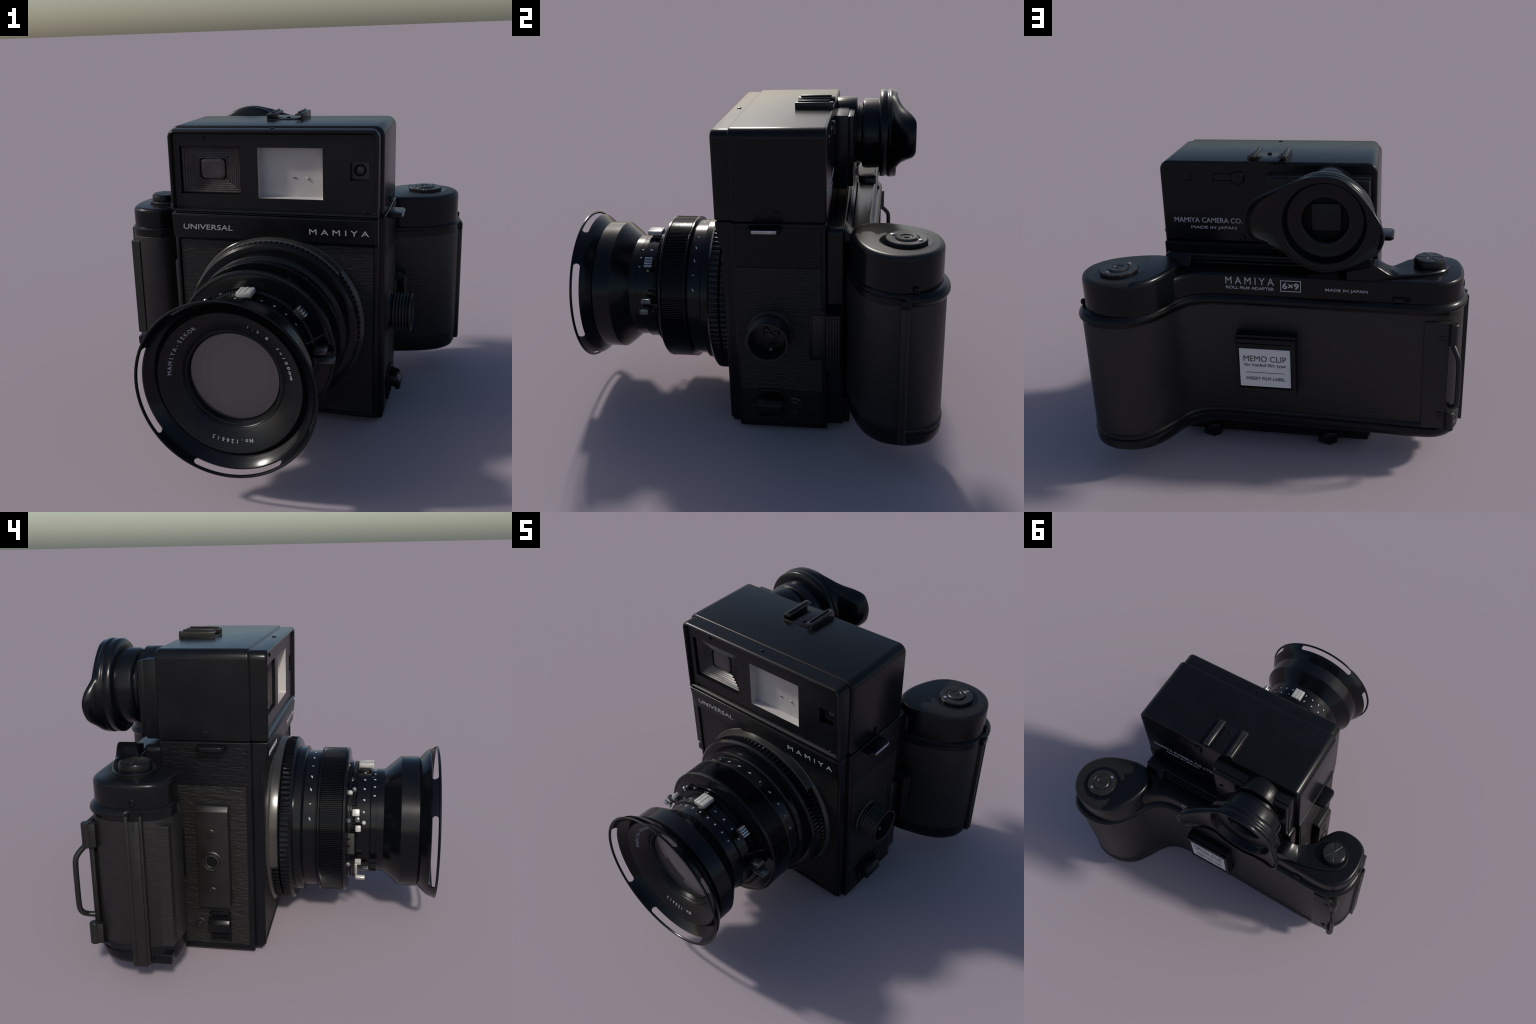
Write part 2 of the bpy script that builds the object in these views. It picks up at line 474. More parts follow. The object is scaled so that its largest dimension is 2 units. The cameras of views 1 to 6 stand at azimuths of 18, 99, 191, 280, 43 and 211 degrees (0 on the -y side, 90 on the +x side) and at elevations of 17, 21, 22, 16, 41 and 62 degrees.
# rear details of the finder housing
YB = 0.418
for x, z, w, hh in ((0.490, 1.528, 0.046, 0.042),):
    box("rear_recess", x - w / 2, x + w / 2, YB - 0.003, YB + 0.0015, z - hh / 2, z + hh / 2, DARK, finder, 0.001, 1)
    box("rear_cover", x - w / 2 + 0.003, x + w / 2, YB - 0.003, YB + 0.0035, z - hh / 2 + 0.004, z + hh / 2, PAINT2, finder, 0.002, 1)
box("rear_recess", 0.243, 0.350, YB - 0.003, YB + 0.0015, 1.510, 1.553, DARK, finder, 0.001, 1)
box("rear_cover", 0.247, 0.345, YB - 0.003, YB + 0.0035, 1.514, 1.549, PAINT2, finder, 0.002, 1)
lathe("rear_dial", [(0.037, 0), (0.037, 0.005), (0.034, 0.012), (0.030, 0.015), (0.02, 0.015)], (0.213, YB, 1.530), "y", PAINT, finder, segs=40, cap1=True)
slot_screw("screw", (0.205, YB, 1.197), "y", 0.019, PAINT, finder, 0.008)
onback = lambda x0, z0, y, yaw=0.0: (lambda u, v, w: (x0 - u, y + 0.0006 + w - yaw * (x0 - u), z0 + v))
text("lettering", "MAMIYA CAMERA CO.,LTD.", 0.463, 0.033, onback(0.577, 1.271, YB), TEXTW, finder, offset=0.006)
text("lettering", "MADE IN JAPAN", 0.252, 0.021, onback(0.486, 1.236, YB), TEXTW, finder, offset=0.008)

# ================================================================== EYEPIECE
EX, EZ = -0.276, 1.396
eye = box("eyepiece_block", -0.482, 0.056, 0.405, 0.490, 1.160, 1.560, PAINT, camera, 0.006, 2)
box("eyepiece_plate", -0.478, 0.030, 0.485, 0.520, 1.168, 1.552, PAINT, eye, 0.006, 2)
# rounded hump over the ocular
hump = [(EX + 0.150 * math.cos(t), 1.43 + 0.172 * math.sin(t)) for t in [math.radians(180 - 180 * k / 24) for k in range(25)]]
prism("ocular_hump", [(EX - 0.150, 1.40)] + hump + [(EX + 0.150, 1.40)], 0.408, 0.526, XZ, PAINT, eye, bevel=0.004, segs=2)
slot_screw("screw", (-0.44, 0.520, 1.515), "y", 0.012, DARK, eye, 0.004)
slot_screw("screw", (-0.02, 0.520, 1.43), "y", 0.012, DARK, eye, 0.004)
lathe("ocular_tube", [(0.168, 0.51), (0.168, 0.528), (0.160, 0.531), (0.160, 0.537), (0.168, 0.540), (0.168, 0.556), (0.186, 0.558), (0.194, 0.566), (0.196, 0.580), (0.195, 0.640), (0.195, 0.66)],
      (EX, 0, EZ), "y", RUBBER, eye, segs=72)

# rubber eyecup: round ring whose rim grows into two wings
RIM = [(-0.18, 1.624), (-0.062, 1.582), (0.015, 1.556), (0.066, 1.522), (0.095, 1.455), (0.092, 1.391), (0.070, 1.345), (0.022, 1.315), (-0.027, 1.286),
       (-0.085, 1.240), (-0.125, 1.205), (-0.181, 1.172), (-0.28, 1.149), (-0.389, 1.175), (-0.460, 1.212), (-0.530, 1.260), (-0.566, 1.330), (-0.560, 1.395),
       (-0.515, 1.465), (-0.462, 1.538), (-0.413, 1.588), (-0.36, 1.622), (-0.28, 1.636)]
rp = catmull([(x - EX, z - EZ) for x, z in RIM], 10)
ang = np.array([math.atan2(p.y, p.x) for p in rp])
rad = np.array([p.length for p in rp])
o = np.argsort(ang)
ang, rad = ang[o], rad[o]
SEG = 144
TH = np.array([2 * math.pi * i / SEG - math.pi for i in range(SEG)])
RR = np.interp(TH, np.concatenate([ang - 2 * math.pi, ang, ang + 2 * math.pi]), np.tile(rad, 3))
wing = np.clip((RR - 0.248) / 0.10, 0, 1.15)
side = np.where(np.cos(TH) > 0, 0.085, 0.075)
YR = 0.742 + wing ** 0.9 * side
def ring_const(r, y):
    return np.full(SEG, r), np.full(SEG, y)
def mixr(a, ya, t, ty):
    return a + (RR - a) * t, ya + (YR - ya) * ty
rows = [ring_const(0.19, 0.650), ring_const(0.236, 0.652), ring_const(0.243, 0.660), ring_const(0.244, 0.685), ring_const(0.238, 0.694), ring_const(0.240, 0.700),
        ring_const(0.245, 0.706), ring_const(0.246, 0.716), mixr(0.246, 0.720, 0.32, 0.10), mixr(0.246, 0.720, 0.62, 0.26), mixr(0.246, 0.720, 0.86, 0.50), mixr(0.246, 0.720, 0.97, 0.78), mixr(0.246, 0.722, 1.0, 1.0), (RR - 0.003, YR + 0.006), (RR - 0.010, YR + 0.006), mixr(0.224, 0.736, 0.90, 0.90),
        mixr(0.215, 0.736, 0.72, 0.55), mixr(0.210, 0.736, 0.42, 0.20), mixr(0.208, 0.736, 0.16, 0.04), ring_const(0.208, 0.736), ring_const(0.204, 0.730), ring_const(0.200, 0.700), ring_const(0.192, 0.688),
        ring_const(0.186, 0.692), ring_const(0.180, 0.690), ring_const(0.135, 0.683), ring_const(0.120, 0.681), ring_const(0.114, 0.676), ring_const(0.110, 0.620)]
bm = bmesh.new()
V = []
for r, y in rows:
    V.append([bm.verts.new((EX + r[i] * math.cos(TH[i]), y[i], EZ + r[i] * math.sin(TH[i]))) for i in range(SEG)])
for r0, r1 in zip(V, V[1:]):
    for i in range(SEG):
        k = (i + 1) % SEG
        bm.faces.new((r0[i], r0[k], r1[k], r1[i]))
finish(bm, "eyecup", RUBBER, eye, 60)
lathe("ocular_glass", [(0.112, 0.632), (0.07, 0.6325), (0.03, 0.633)], (EX, 0, EZ), "y", DARK, eye, segs=48, cap1=True)
loft("ocular_window", rrect(EX - 0.073, EX + 0.073, EZ - 0.068, EZ + 0.073, 0.012), [(0.002, 0.630), (0, 0.640), (-0.004, 0.642)], XZ, PAINT2, eye)

# ================================================================== SIDE FITTINGS
# +x : threaded socket
KY, KZ = 0.131, 0.582
sock = lathe("release_socket", [(0.116, 0.638), (0.116, 0.650), (0.108, 0.657), (0.092, 0.659), (0.090, 0.668)]
             + [(0.1035 if k % 2 else 0.098, 0.668 + 0.0085 * (k + 0.5)) for k in range(11)]
             + [(0.106, 0.764), (0.107, 0.770), (0.104, 0.774), (0.096, 0.774), (0.092, 0.768), (0.090, 0.70), (0.086, 0.672)],
             (0, KY, KZ), "x", SATIN, camera, segs=64, cap1=True)
lathe("socket_hub", [(0.042, 0.672), (0.042, 0.684), (0.036, 0.690), (0.03, 0.690)], (0, KY + 0.01, KZ + 0.018), "x", SATIN, sock, segs=28, cap1=True)
for k in range(3):
    a = math.radians(40 + 60 * k)
    M = Matrix.Translation((0.691, KY + 0.01, KZ + 0.018)) @ Matrix.Rotation(a, 4, "X")
    join_boxes("hub_blade", [(M, (0.012, 0.008, 0.064))], SATIN, sock)
lathe("socket_pin", [(0.013, 0.672), (0.013, 0.730), (0.009, 0.737), (0.004, 0.740)], (0, KY + 0.012, KZ - 0.055), "x", CHROMED, sock, segs=20, cap1=True)

# +x : notch plate and ribbed slider
slider = box("back_release", 0.622, 0.700, 0.414, 0.488, 0.396, 0.735, PAINT, camera, 0.004, 2)
for v in slider.data.vertices:
    if v.co.z > 0.70 and v.co.x > 0.66:
        v.co.z -= 0.03
for k in range(5):
    y = 0.421 + 0.0135 * k
    box("slider_rib", 0.696, 0.705, y, y + 0.008, 0.400, 0.690, SATIN, slider, 0.003, 2)
box("notch_border", 0.642, 0.6525, 0.325, 0.417, 0.432, 0.708, PAINT, main, 0.003, 2)
box("notch_plate", 0.643, 0.658, 0.344, 0.416, 0.455, 0.684, SATIN, main, 0.004, 2)

# latch (frame, tab) + stud, both sides
def latch(xs, sg, y0, y1, z0, z1, yb, zb, reach):
    P = lambda a, b: (min(a, b), max(a, b))
    fr = None
    for a0, a1, b0, b1 in ((y0, y1, z1 - 0.016, z1), (y0, y1, z0, z0 + 0.012), (y0, y0 + 0.012, z0, z1), (y1 - 0.012, y1, z0, z1)):
        q = box("latch_frame", *P(xs - sg * 0.006, xs + sg * 0.014), a0, a1, b0, b1, PAINT, main, 0.004, 2)
    box("latch_well", *P(xs - sg * 0.006, xs + sg * 0.003), y0 + 0.01, y1 - 0.01, z0 + 0.01, z1 - 0.014, DARK, main, 0)
    zt = (z0 + z1) / 2 + 0.012
    prism("latch_tab", [(xs, zt + 0.05), (xs + sg * reach * 0.72, zt + 0.036), (xs + sg * reach, zt + 0.016), (xs + sg * reach, zt - 0.030), (xs + sg * reach * 0.7, zt - 0.036), (xs + sg * reach * 0.6, zt - 0.020), (xs, zt - 0.014)],
          y0 + 0.002, y1 + 0.004, lambda a, b, hh: (a, hh, b), PAINT, main, bevel=0.004, segs=2)
    lathe("latch_stud", [(0.034, 0), (0.034, sg * 0.004), (0.028, sg * 0.007), (0.022, sg * 0.007), (0.020, sg * 0.018), (0.014, sg * 0.020), (0.009, sg * 0.012)], (xs, yb, zb), "x", SATIN, main, segs=28, cap1=True)
latch(0.649, 1, 0.060, 0.184, 0.078, 0.252, 0.248, 0.172, 0.075)
latch(-0.521, -1, 0.076, 0.188, 0.074, 0.242, 0.242, 0.166, 0.045)
box("stud_slot", 0.644, 0.653, 0.238, 0.262, 0.116, 0.124, GREYM, main, 0.002, 1)

# -x : grip mounting plate, hollow behind, with socket and screws
grip = prism("grip_plate", [(-0.510, 0.842), (-0.562, 0.842), (-0.580, 0.815), (-0.574, 0.288), (-0.510, 0.288)], 0.066, 0.230, lambda a, b, hh: (a, hh, b), SATIN, camera, bevel=0.004, segs=2)
GX = -0.577
lathe("tripod_socket", [(0.054, 0.004), (0.054, -0.004), (0.048, -0.008), (0.043, -0.006), (0.040, -0.012), (0.032, -0.014), (0.026, -0.008), (0.025, 0.03)], (GX, 0.155, 0.548), "x", SATIN, grip, segs=48)
lathe("socket_shade_disc", [(0.026, 0.0)], (GX - 0.004, 0.155, 0.548), "x", DARK, grip, segs=32, cap1=True)  # black disc on the surface draws the dark of the uncut bore
for z in (0.700, 0.384):
    slot_screw("screw", (GX, 0.156, z), "-x", 0.022, SATIN, grip, 0.007)
box("notch_border", -0.5245, -0.514, 0.306, 0.417, 0.432, 0.712, PAINT, main, 0.003, 2)
box("notch_plate", -0.530, -0.515, 0.330, 0.416, 0.455, 0.690, SATIN, main, 0.004, 2)
slider2 = box("back_release", -0.556, -0.500, 0.414, 0.488, 0.396, 0.720, PAINT, camera, 0.004, 2)
for k in range(5):
    y = 0.421 + 0.0135 * k
    box("slider_rib", -0.561, -0.552, y, y + 0.008, 0.400, 0.690, SATIN, slider2, 0.003, 2)

# ================================================================== LENS
LX, LZ = 0.072, 0.572
O = (LX, 0, LZ)
lens = lathe("lens_barrel", [(0.30, -0.09), (0.452, -0.158), (0.444, -0.160), (0.444, -0.220), (0.412, -0.224), (0.412, -0.268), (0.402, -0.276), (0.388, -0.280), (0.387, -0.343), (0.384, -0.345), (0.384, -0.348), (0.387, -0.350), (0.387, -0.372)],
             O, "y", RING, camera, segs=160, cap0=True)
def rounded_teeth(n, segs, amp, rows, skip=None):
    def f(i, j, r, h):
        a = 360 * i / segs
        if j not in rows or (skip and skip[0] < a < skip[1]):
            return r
        return r - amp * (0.5 - 0.5 * math.cos(2 * math.pi * n * i / segs)) ** 0.7
    return f
NT = 100
lathe("mount_ring", [(0.479, -0.088), (0.479, -0.104), (0.473, -0.110), (0.460, -0.118), (0.440, -0.120)], O, "y", MOUNTM, lens, segs=160)
lathe("mount_collar", [(0.440, -0.116), (0.457, -0.118), (0.464, -0.122), (0.461, -0.150), (0.456, -0.154), (0.440, -0.155)], O, "y", RING, lens, segs=NT * 8, mod=rounded_teeth(NT, NT * 8, 0.007, (2, 3), (38, 196)))
# bright bayonet shield over the upper part of the collar
bm = bmesh.new()
rows = []
for r, y in ((0.458, -0.114), (0.474, -0.112), (0.468, -0.130), (0.465, -0.151), (0.459, -0.155), (0.450, -0.155)):
    rows.append([bm.verts.new((LX + r * math.cos(math.radians(40 + 1.95 * i)), y, LZ + r * math.sin(math.radians(40 + 1.95 * i)))) for i in range(81)])
for p, q in zip(rows, rows[1:]):
    for i in range(80):
        bm.faces.new((p[i], p[i + 1], q[i + 1], q[i]))
finish(bm, "mount_shield", MOUNTM, lens, 40)
lathe("breech_ring", [(0.440, -0.160), (0.456, -0.161), (0.463, -0.166), (0.463, -0.200), (0.462, -0.212), (0.450, -0.224), (0.428, -0.228), (0.410, -0.227)], O, "y", RING, lens, segs=NT * 8, mod=rounded_teeth(NT, NT * 8, 0.0055, (2, 3)))
def teeth(n, per, amp, rows):
    def f(i, j, r, h):
        if j not in rows:
            return r
        return r - (amp if (i % per) >= per / 2 else 0)
    return f
NF = 236
lathe("focus_ring", [(0.380, -0.352), (0.402, -0.353), (0.407, -0.357), (0.407, -0.364), (0.403, -0.367), (0.4055, -0.370), (0.4055, -0.484), (0.403, -0.487), (0.407, -0.490), (0.407, -0.500), (0.403, -0.505), (0.392, -0.508), (0.388, -0.506), (0.345, -0.516), (0.30, -0.518)],
      O, "y", RING, lens, segs=NF * 4, mod=teeth(NF, 4, 0.008, (5, 6)))
shutter = lathe("shutter_housing", [(0.30, -0.495), (0.336, -0.503), (0.336, -0.526), (0.314, -0.529), (0.314, -0.556), (0.299, -0.558), (0.299, -0.628), (0.292, -0.631), (0.288, -0.633), (0.288, -0.664), (0.276, -0.666), (0.276, -0.69)],
                O, "y", RING, camera, segs=144)
NS = 130
lathe("speed_ring_teeth", [(0.313, -0.5335), (0.329, -0.535), (0.329, -0.553), (0.313, -0.5575)], O, "y", RING, shutter, segs=NS * 4, mod=teeth(NS, 4, 0.007, (1, 2)))

hood = lathe("lens_hood", [(0.272, -0.655), (0.283, -0.657), (0.289, -0.662), (0.290, -0.702), (0.294, -0.707), (0.354, -0.777), (0.365, -0.792), (0.365, -0.886), (0.358, -0.890), (0.350, -0.891)], O, "y", HOODM, camera, segs=144)

# flared rim: 4 slots spaced by 90 degrees
def flare():
    """Thin conical flare, cut by four long round-ended slots 90 degrees apart."""
    prof = [(0.352, -0.886), (0.366, -0.900), (0.384, -0.917), (0.398, -0.931), (0.4085, -0.9455)]
    s0 = len(prof) - 1
    ns = 8
    for k in range(1, ns + 1):
        t = k / ns
        prof.append((0.4085 + 0.0135 * t ** 0.85, -0.9455 - 0.0325 * t))
    s1 = len(prof) - 1
    prof += [(0.4245, -0.982)]
    thick, N = 0.008, 1440
    half, slot_w = 31.0, 0.034
    def slotted(j, i):
        if not (s0 <= j < s1):
            return False
        d = ((i + 0.5) * 360 / N - 7) % 90
        d = min(d, 90 - d)
        v = 2 * (j - s0 + 0.5) / (s1 - s0) - 1
        cut = (1 - math.sqrt(max(0, 1 - v * v))) * math.degrees(0.5 * slot_w / 0.41)
        return d < half - cut
    bm = bmesh.new()
    cs = [(math.cos(2 * math.pi * i / N), math.sin(2 * math.pi * i / N)) for i in range(N)]
    vo = [[bm.verts.new((LX + r * c, y, LZ + r * sn)) for c, sn in cs] for r, y in prof]
    vi = [[bm.verts.new((LX + (r - thick) * c, y - 0.003, LZ + (r - thick) * sn)) for c, sn in cs] for r, y in prof]
    M = len(prof) - 1
    for j in range(M):
        for i in range(N):
            k = (i + 1) % N
            if slotted(j, i):
                for (dj, di, a, b) in ((-1, 0, (j, i), (j, k)), (1, 0, (j + 1, k), (j + 1, i)), (0, -1, (j + 1, i), (j, i)), (0, 1, (j, k), (j + 1, k))):
                    if not slotted(j + dj, i + di):
                        bm.faces.new((vo[a[0]][a[1]], vo[b[0]][b[1]], vi[b[0]][b[1]], vi[a[0]][a[1]]))
            else:
                bm.faces.new((vo[j][i], vo[j][k], vo[j + 1][k], vo[j + 1][i]))
                bm.faces.new((vi[j][i], vi[j + 1][i], vi[j + 1][k], vi[j][k]))
    lip = [(0.4270, -0.984), (0.4275, -0.988), (0.4255, -0.991), (0.4215, -0.992), (0.4175, -0.989)]
    prev = vo[-1]
    for r, y in lip:
        row = [bm.verts.new((LX + r * c, y, LZ + r * sn)) for c, sn in cs]
        for i in range(N):
            k = (i + 1) % N
            bm.faces.new((prev[i], prev[k], row[k], row[i]))
        prev = row
    for i in range(N):
        k = (i + 1) % N
        bm.faces.new((prev[i], prev[k], vi[-1][k], vi[-1][i]))
    loose = [v for v in bm.verts if not v.link_faces]
    bmesh.ops.delete(bm, geom=loose, context="VERTS")
    return finish(bm, "hood_flare", HOODM, hood, 35)
flare()
# front name ring (funnel) and glass
FUN = [(0.346, -0.885), (0.346, -0.914), (0.342, -0.918), (0.338, -0.917), (0.247, -0.866), (0.243, -0.862), (0.240, -0.864), (0.236, -0.860), (0.233, -0.853), (0.226, -0.850), (0.222, -0.842), (0.216, -0.830), (0.212, -0.812)]
lathe("name_ring", FUN, O, "y", PAINT2, hood, segs=144)
lathe("inner_flange", [(0.372, -0.906), (0.352, -0.900), (0.346, -0.898)], O, "y", DARK, hood, segs=120)
# front element, a shallow dome; grey base colour with faint off-centre tone rings
m, nt, b = principled("lens_glass")
tc = nt.nodes.new("ShaderNodeTexCoord")
mp = nt.nodes.new("ShaderNodeMapping")
mp.inputs["Location"].default_value = (-(LX + 0.030), 0, -(LZ + 0.034))
mp.inputs["Scale"].default_value = (1, 0, 1)
ln = nt.nodes.new("ShaderNodeVectorMath")
ln.operation = "LENGTH"
ns = nt.nodes.new("ShaderNodeTexNoise")
ns.inputs["Scale"].default_value = 8
ad = nt.nodes.new("ShaderNodeMath")
ad.operation = "MULTIPLY_ADD"
ad.inputs[1].default_value = 0.012
rp_ = nt.nodes.new("ShaderNodeValToRGB")
rp_.color_ramp.interpolation = "LINEAR"
stops = [(0.0, 0.050), (0.118, 0.050), (0.124, 0.053), (0.150, 0.050), (0.156, 0.046), (0.185, 0.048), (0.192, 0.039), (0.215, 0.041), (0.222, 0.034), (0.30, 0.030)]
el = rp_.color_ramp.elements
while len(el) < len(stops):
    el.new(0.5)
for e, (p, v) in zip(el, stops):
    e.position = p
    e.color = (v * 1.12, v * 0.99, v * 1.04, 1)
nt.links.new(tc.outputs["Object"], mp.inputs["Vector"])
nt.links.new(mp.outputs["Vector"], ln.inputs[0])
nt.links.new(tc.outputs["Object"], ns.inputs["Vector"])
nt.links.new(ns.outputs["Fac"], ad.inputs[0])
nt.links.new(ln.outputs["Value"], ad.inputs[2])
nt.links.new(ad.outputs["Value"], rp_.inputs["Fac"])
nt.links.new(rp_.outputs["Color"], b.inputs["Base Color"])
b.inputs["Roughness"].default_value = 0.12
b.inputs["IOR"].default_value = 1.95
GLASS = m
lathe("front_element", [(0.214, -0.832)] + [(r, -0.832 - 0.020 * (1 - (r / 0.214) ** 2)) for r in (0.20, 0.18, 0.16, 0.13, 0.10, 0.07, 0.04, 0.005)], O, "y", GLASS, hood, segs=96, cap1=True, sharp=60)

# engraved lettering round the name ring
def ring_text(body, a_start, a_end, r_mid, size):
    n = len(body)
    fd = Vector((0.346 - 0.247, -(0.917 - 0.866))).normalized()   # outward along the cone in (r, y)
    for k, ch in enumerate(body):
        if ch == " ":
            continue
        a = math.radians(a_start + (a_end - a_start) * k / (n - 1))
        me = glyphs(ch, 0.02)
        co = np.array([v.co[:] for v in me.vertices])
        mx = (co[:, 0].min() + co[:, 0].max()) / 2
        er = Vector((math.cos(a), 0, math.sin(a)))
        et = Vector((math.sin(a), 0, -math.cos(a)))     # clockwise as seen from the front
        up = (er * fd.x + Vector((0, fd.y, 0))).normalized()
        nrm = et.cross(up)
        if nrm.y > 0:
            nrm = -nrm
        t = (r_mid - 0.247) / (0.338 - 0.247)
        base = Vector((LX, -0.866 - t * 0.051, LZ)) + er * r_mid
        for v in me.vertices:
            v.co = base + et * ((v.co.x - mx) * size) + up * ((v.co.y - 0.33) * size) + nrm * (0.0008 + v.co.z * size)
        bm = bmesh.new()
        bm.from_mesh(me)
        bmesh.ops.recalc_face_normals(bm, faces=bm.faces[:])
        bm.to_mesh(me)
        bm.free()
        me.name = "letter"
        me.materials.clear()
        me.materials.append(TEXTW)
        link(bpy.data.objects.new("letter", me), hood)
ring_text("MAMIYA-SEKOR", 177, 123, 0.294, 0.029)
ring_text("1:2.8", 71, 52, 0.292, 0.026)
ring_text("f=100mm", 39, 10, 0.292, 0.026)
ring_text("No.126613", -72, -108, 0.296, 0.026)

# white scale marks
def polar(a, r, y, tilt=0):
    t = math.radians(a)
    M = Matrix(((math.cos(t), 0, -math.sin(t), LX + r * math.cos(t)), (0, 1, 0, y), (math.sin(t), 0, math.cos(t), LZ + r * math.sin(t)), (0, 0, 0, 1)))
    return M     # local x = radial, y = along the axis, z = tangential
marks = []
for k in range(13):
    a = 20 + 11.8 * k
    if k in (1, 4, 8, 11):
        marks.append((polar(a, 0.387, -0.315), (0.002, 0.011, 0.004)))
    else:
        marks.append((polar(a, 0.387, -0.315), (0.002, 0.010, 0.004)))
        marks.append((polar(a + 0.75, 0.387, -0.317), (0.002, 0.004, 0.008)))
        marks.append((polar(a - 0.75, 0.387, -0.313), (0.002, 0.004, 0.008)))
join_boxes("distance_scale", marks, TEXTW, lens, "stuff")
marks = []
for k in range(10):
    a = 38 + 12.8 * k
    if 84 < a < 98:
        continue
    marks.append((polar(a - 0.5, 0.299, -0.595), (0.002, 0.012, 0.0035)))
    marks.append((polar(a + 0.5, 0.299, -0.597), (0.002, 0.008, 0.005)))
for k in range(9):
    a = 43 + 11.4 * k
    marks.append((polar(a, 0.288, -0.650), (0.002, 0.011, 0.007)))
join_boxes("exposure_scale", marks, TEXTW, shutter, "stuff")

# shutter controls (positions in degrees round the axis)
def polar_box(name, a, r, y, size, mat, parent, bevel=0.004, twist=0.0):
    M = polar(a, r, y) @ Matrix.Rotation(math.radians(twist), 4, "X")
    bm = bmesh.new()
    bmesh.ops.create_cube(bm, size=1)
    for v in bm.verts:
        v.co = Vector((v.co.x * size[0], v.co.y * size[1], v.co.z * size[2]))
    bmesh.ops.bevel(bm, geom=bm.edges[:], offset=min(bevel, min(size) * 0.4), segments=2, profile=0.5, affect="EDGES")
    bmesh.ops.transform(bm, matrix=M, verts=bm.verts[:])
    return finish(bm, name, mat, parent)
polar_box("speed_tab", 91, 0.329, -0.601, (0.026, 0.084, 0.074), IVORY, shutter, 0.005)
polar_box("tab_foot", 91, 0.300, -0.592, (0.040, 0.052, 0.060), GREYM, shutter, 0.004)
for k in range(3):
    polar_box("tab_groove", 91 + (k - 1) * 4.2, 0.3425, -0.601, (0.003, 0.080, 0.010), IVORY, shutter, 0.001)
polar_box("aperture_tab", 43, 0.345, -0.578, (0.030, 0.044, 0.058), CHROMED, shutter, 0.006)
for k in range(4):
    polar_box("tab_rib", 43 + (k - 1.5) * 2.4, 0.362, -0.578, (0.010, 0.044, 0.009), CHROME, shutter, 0.002)
polar_box("tab_stem", 43, 0.318, -0.552, (0.030, 0.030, 0.030), RING, shutter)
# cocking lever at right
polar_box("cocking_lever", 9, 0.352, -0.578, (0.062, 0.058, 0.030), CHROMED, shutter, 0.008)
polar_box("cocking_lever", 2, 0.366, -0.580, (0.105, 0.052, 0.030), CHROMED, shutter, 0.008)
polar_box("lever_stem", 4, 0.33, -0.545, (0.05, 0.05, 0.028), RING, shutter, 0.004)
prism("lever_fin", [(-0.60, 0.29), (-0.505, 0.29), (-0.505, 0.37), (-0.530, 0.345)], -0.006, 0.006,
      lambda y, r, hh: tuple(polar(17, r, y) @ Vector((0, 0, hh))), RING, shutter, bevel=0.002, segs=1)
# left side : sync post, release, cable socket
def post(a, r0, r1, y, w, mat, name):
    M = polar(a, 0, y)
    bm = bmesh.new()
    N = 16
    rows = [[bm.verts.new(M @ Vector((rr, ww * math.cos(2 * math.pi * i / N), ww * math.sin(2 * math.pi * i / N)))) for i in range(N)] for rr, ww in ((r0, w * 0.7), (r0 + (r1 - r0) * 0.5, w * 0.7), (r0 + (r1 - r0) * 0.52, w), (r1 - 0.004, w), (r1, w * 0.7))]
    for p, q in zip(rows, rows[1:]):
        for i in range(N):
            bm.faces.new((p[i], p[(i + 1) % N], q[(i + 1) % N], q[i]))
    bm.faces.new(rows[-1])
    return finish(bm, name, mat, shutter)
post(136, 0.30, 0.345, -0.522, 0.013, IVORY, "sync_post")
post(133, 0.30, 0.352, -0.543, 0.011, CHROME, "sync_post")
post(119, 0.30, 0.330, -0.525, 0.016, CHROMED, "sync_post")
post(162, 0.30, 0.350, -0.519, 0.015, CHROMED, "release_screw")
polar_box("release_arm", 155, 0.345, -0.556, (0.030, 0.040, 0.040), IVORY, shutter, 0.006)
polar_box("release_arm", 161, 0.362, -0.566, (0.050, 0.026, 0.030), CHROMED, shutter, 0.006)
polar_box("release_arm", 168, 0.372, -0.570, (0.030, 0.030, 0.034), IVORY, shutter, 0.006)
post(163, 0.33, 0.385, -0.600, 0.012, CHROME, "release_button")
polar_box("maker_plate", -177, 0.343, -0.533, (0.012, 0.036, 0.120), PLATE, shutter, 0.002)
polar_box("plate_mark", 178.0, 0.3495, -0.522, (0.002, 0.014, 0.014), DARK, shutter, 0.0, 45)
polar_box("plate_mark", -175, 0.3495, -0.522, (0.002, 0.014, 0.012), DARK, shutter, 0.0, 45)
post(-153, 0.30, 0.348, -0.516, 0.014, CHROME, "release_screw")
polar_box("flash_lever", -157, 0.340, -0.570, (0.024, 0.034, 0.028), IVORY, shutter, 0.005)
polar_box("flash_lever", -147, 0.352, -0.560, (0.010, 0.014, 0.115), IVORY, shutter, 0.003)
polar_box("flash_lever", -137.5, 0.362, -0.582, (0.020, 0.052, 0.030), IVORY, shutter, 0.005)
polar_box("cable_socket", -146, 0.330, -0.610, (0.018, 0.040, 0.020), CHROMED, shutter, 0.004)
M0 = polar(-149, 0.330, -0.648)
bm = bmesh.new()
rows = []
for yy, rr in ((-0.018, 0.014), (-0.018, 0.022), (0.016, 0.022), (0.018, 0.016)):
    rows.append([bm.verts.new(M0 @ Vector(((rr + (0.0015 if i % 2 else 0)) * math.cos(i * math.pi / 14), yy, (rr + (0.0015 if i % 2 else 0)) * math.sin(i * math.pi / 14)))) for i in range(28)])
for p, q in zip(rows, rows[1:]):
    for i in range(28):
        bm.faces.new((p[i], p[(i + 1) % 28], q[(i + 1) % 28], q[i]))
bm.faces.new(rows[0]); bm.faces.new(rows[-1])
finish(bm, "cable_socket_cap", DARK, shutter)

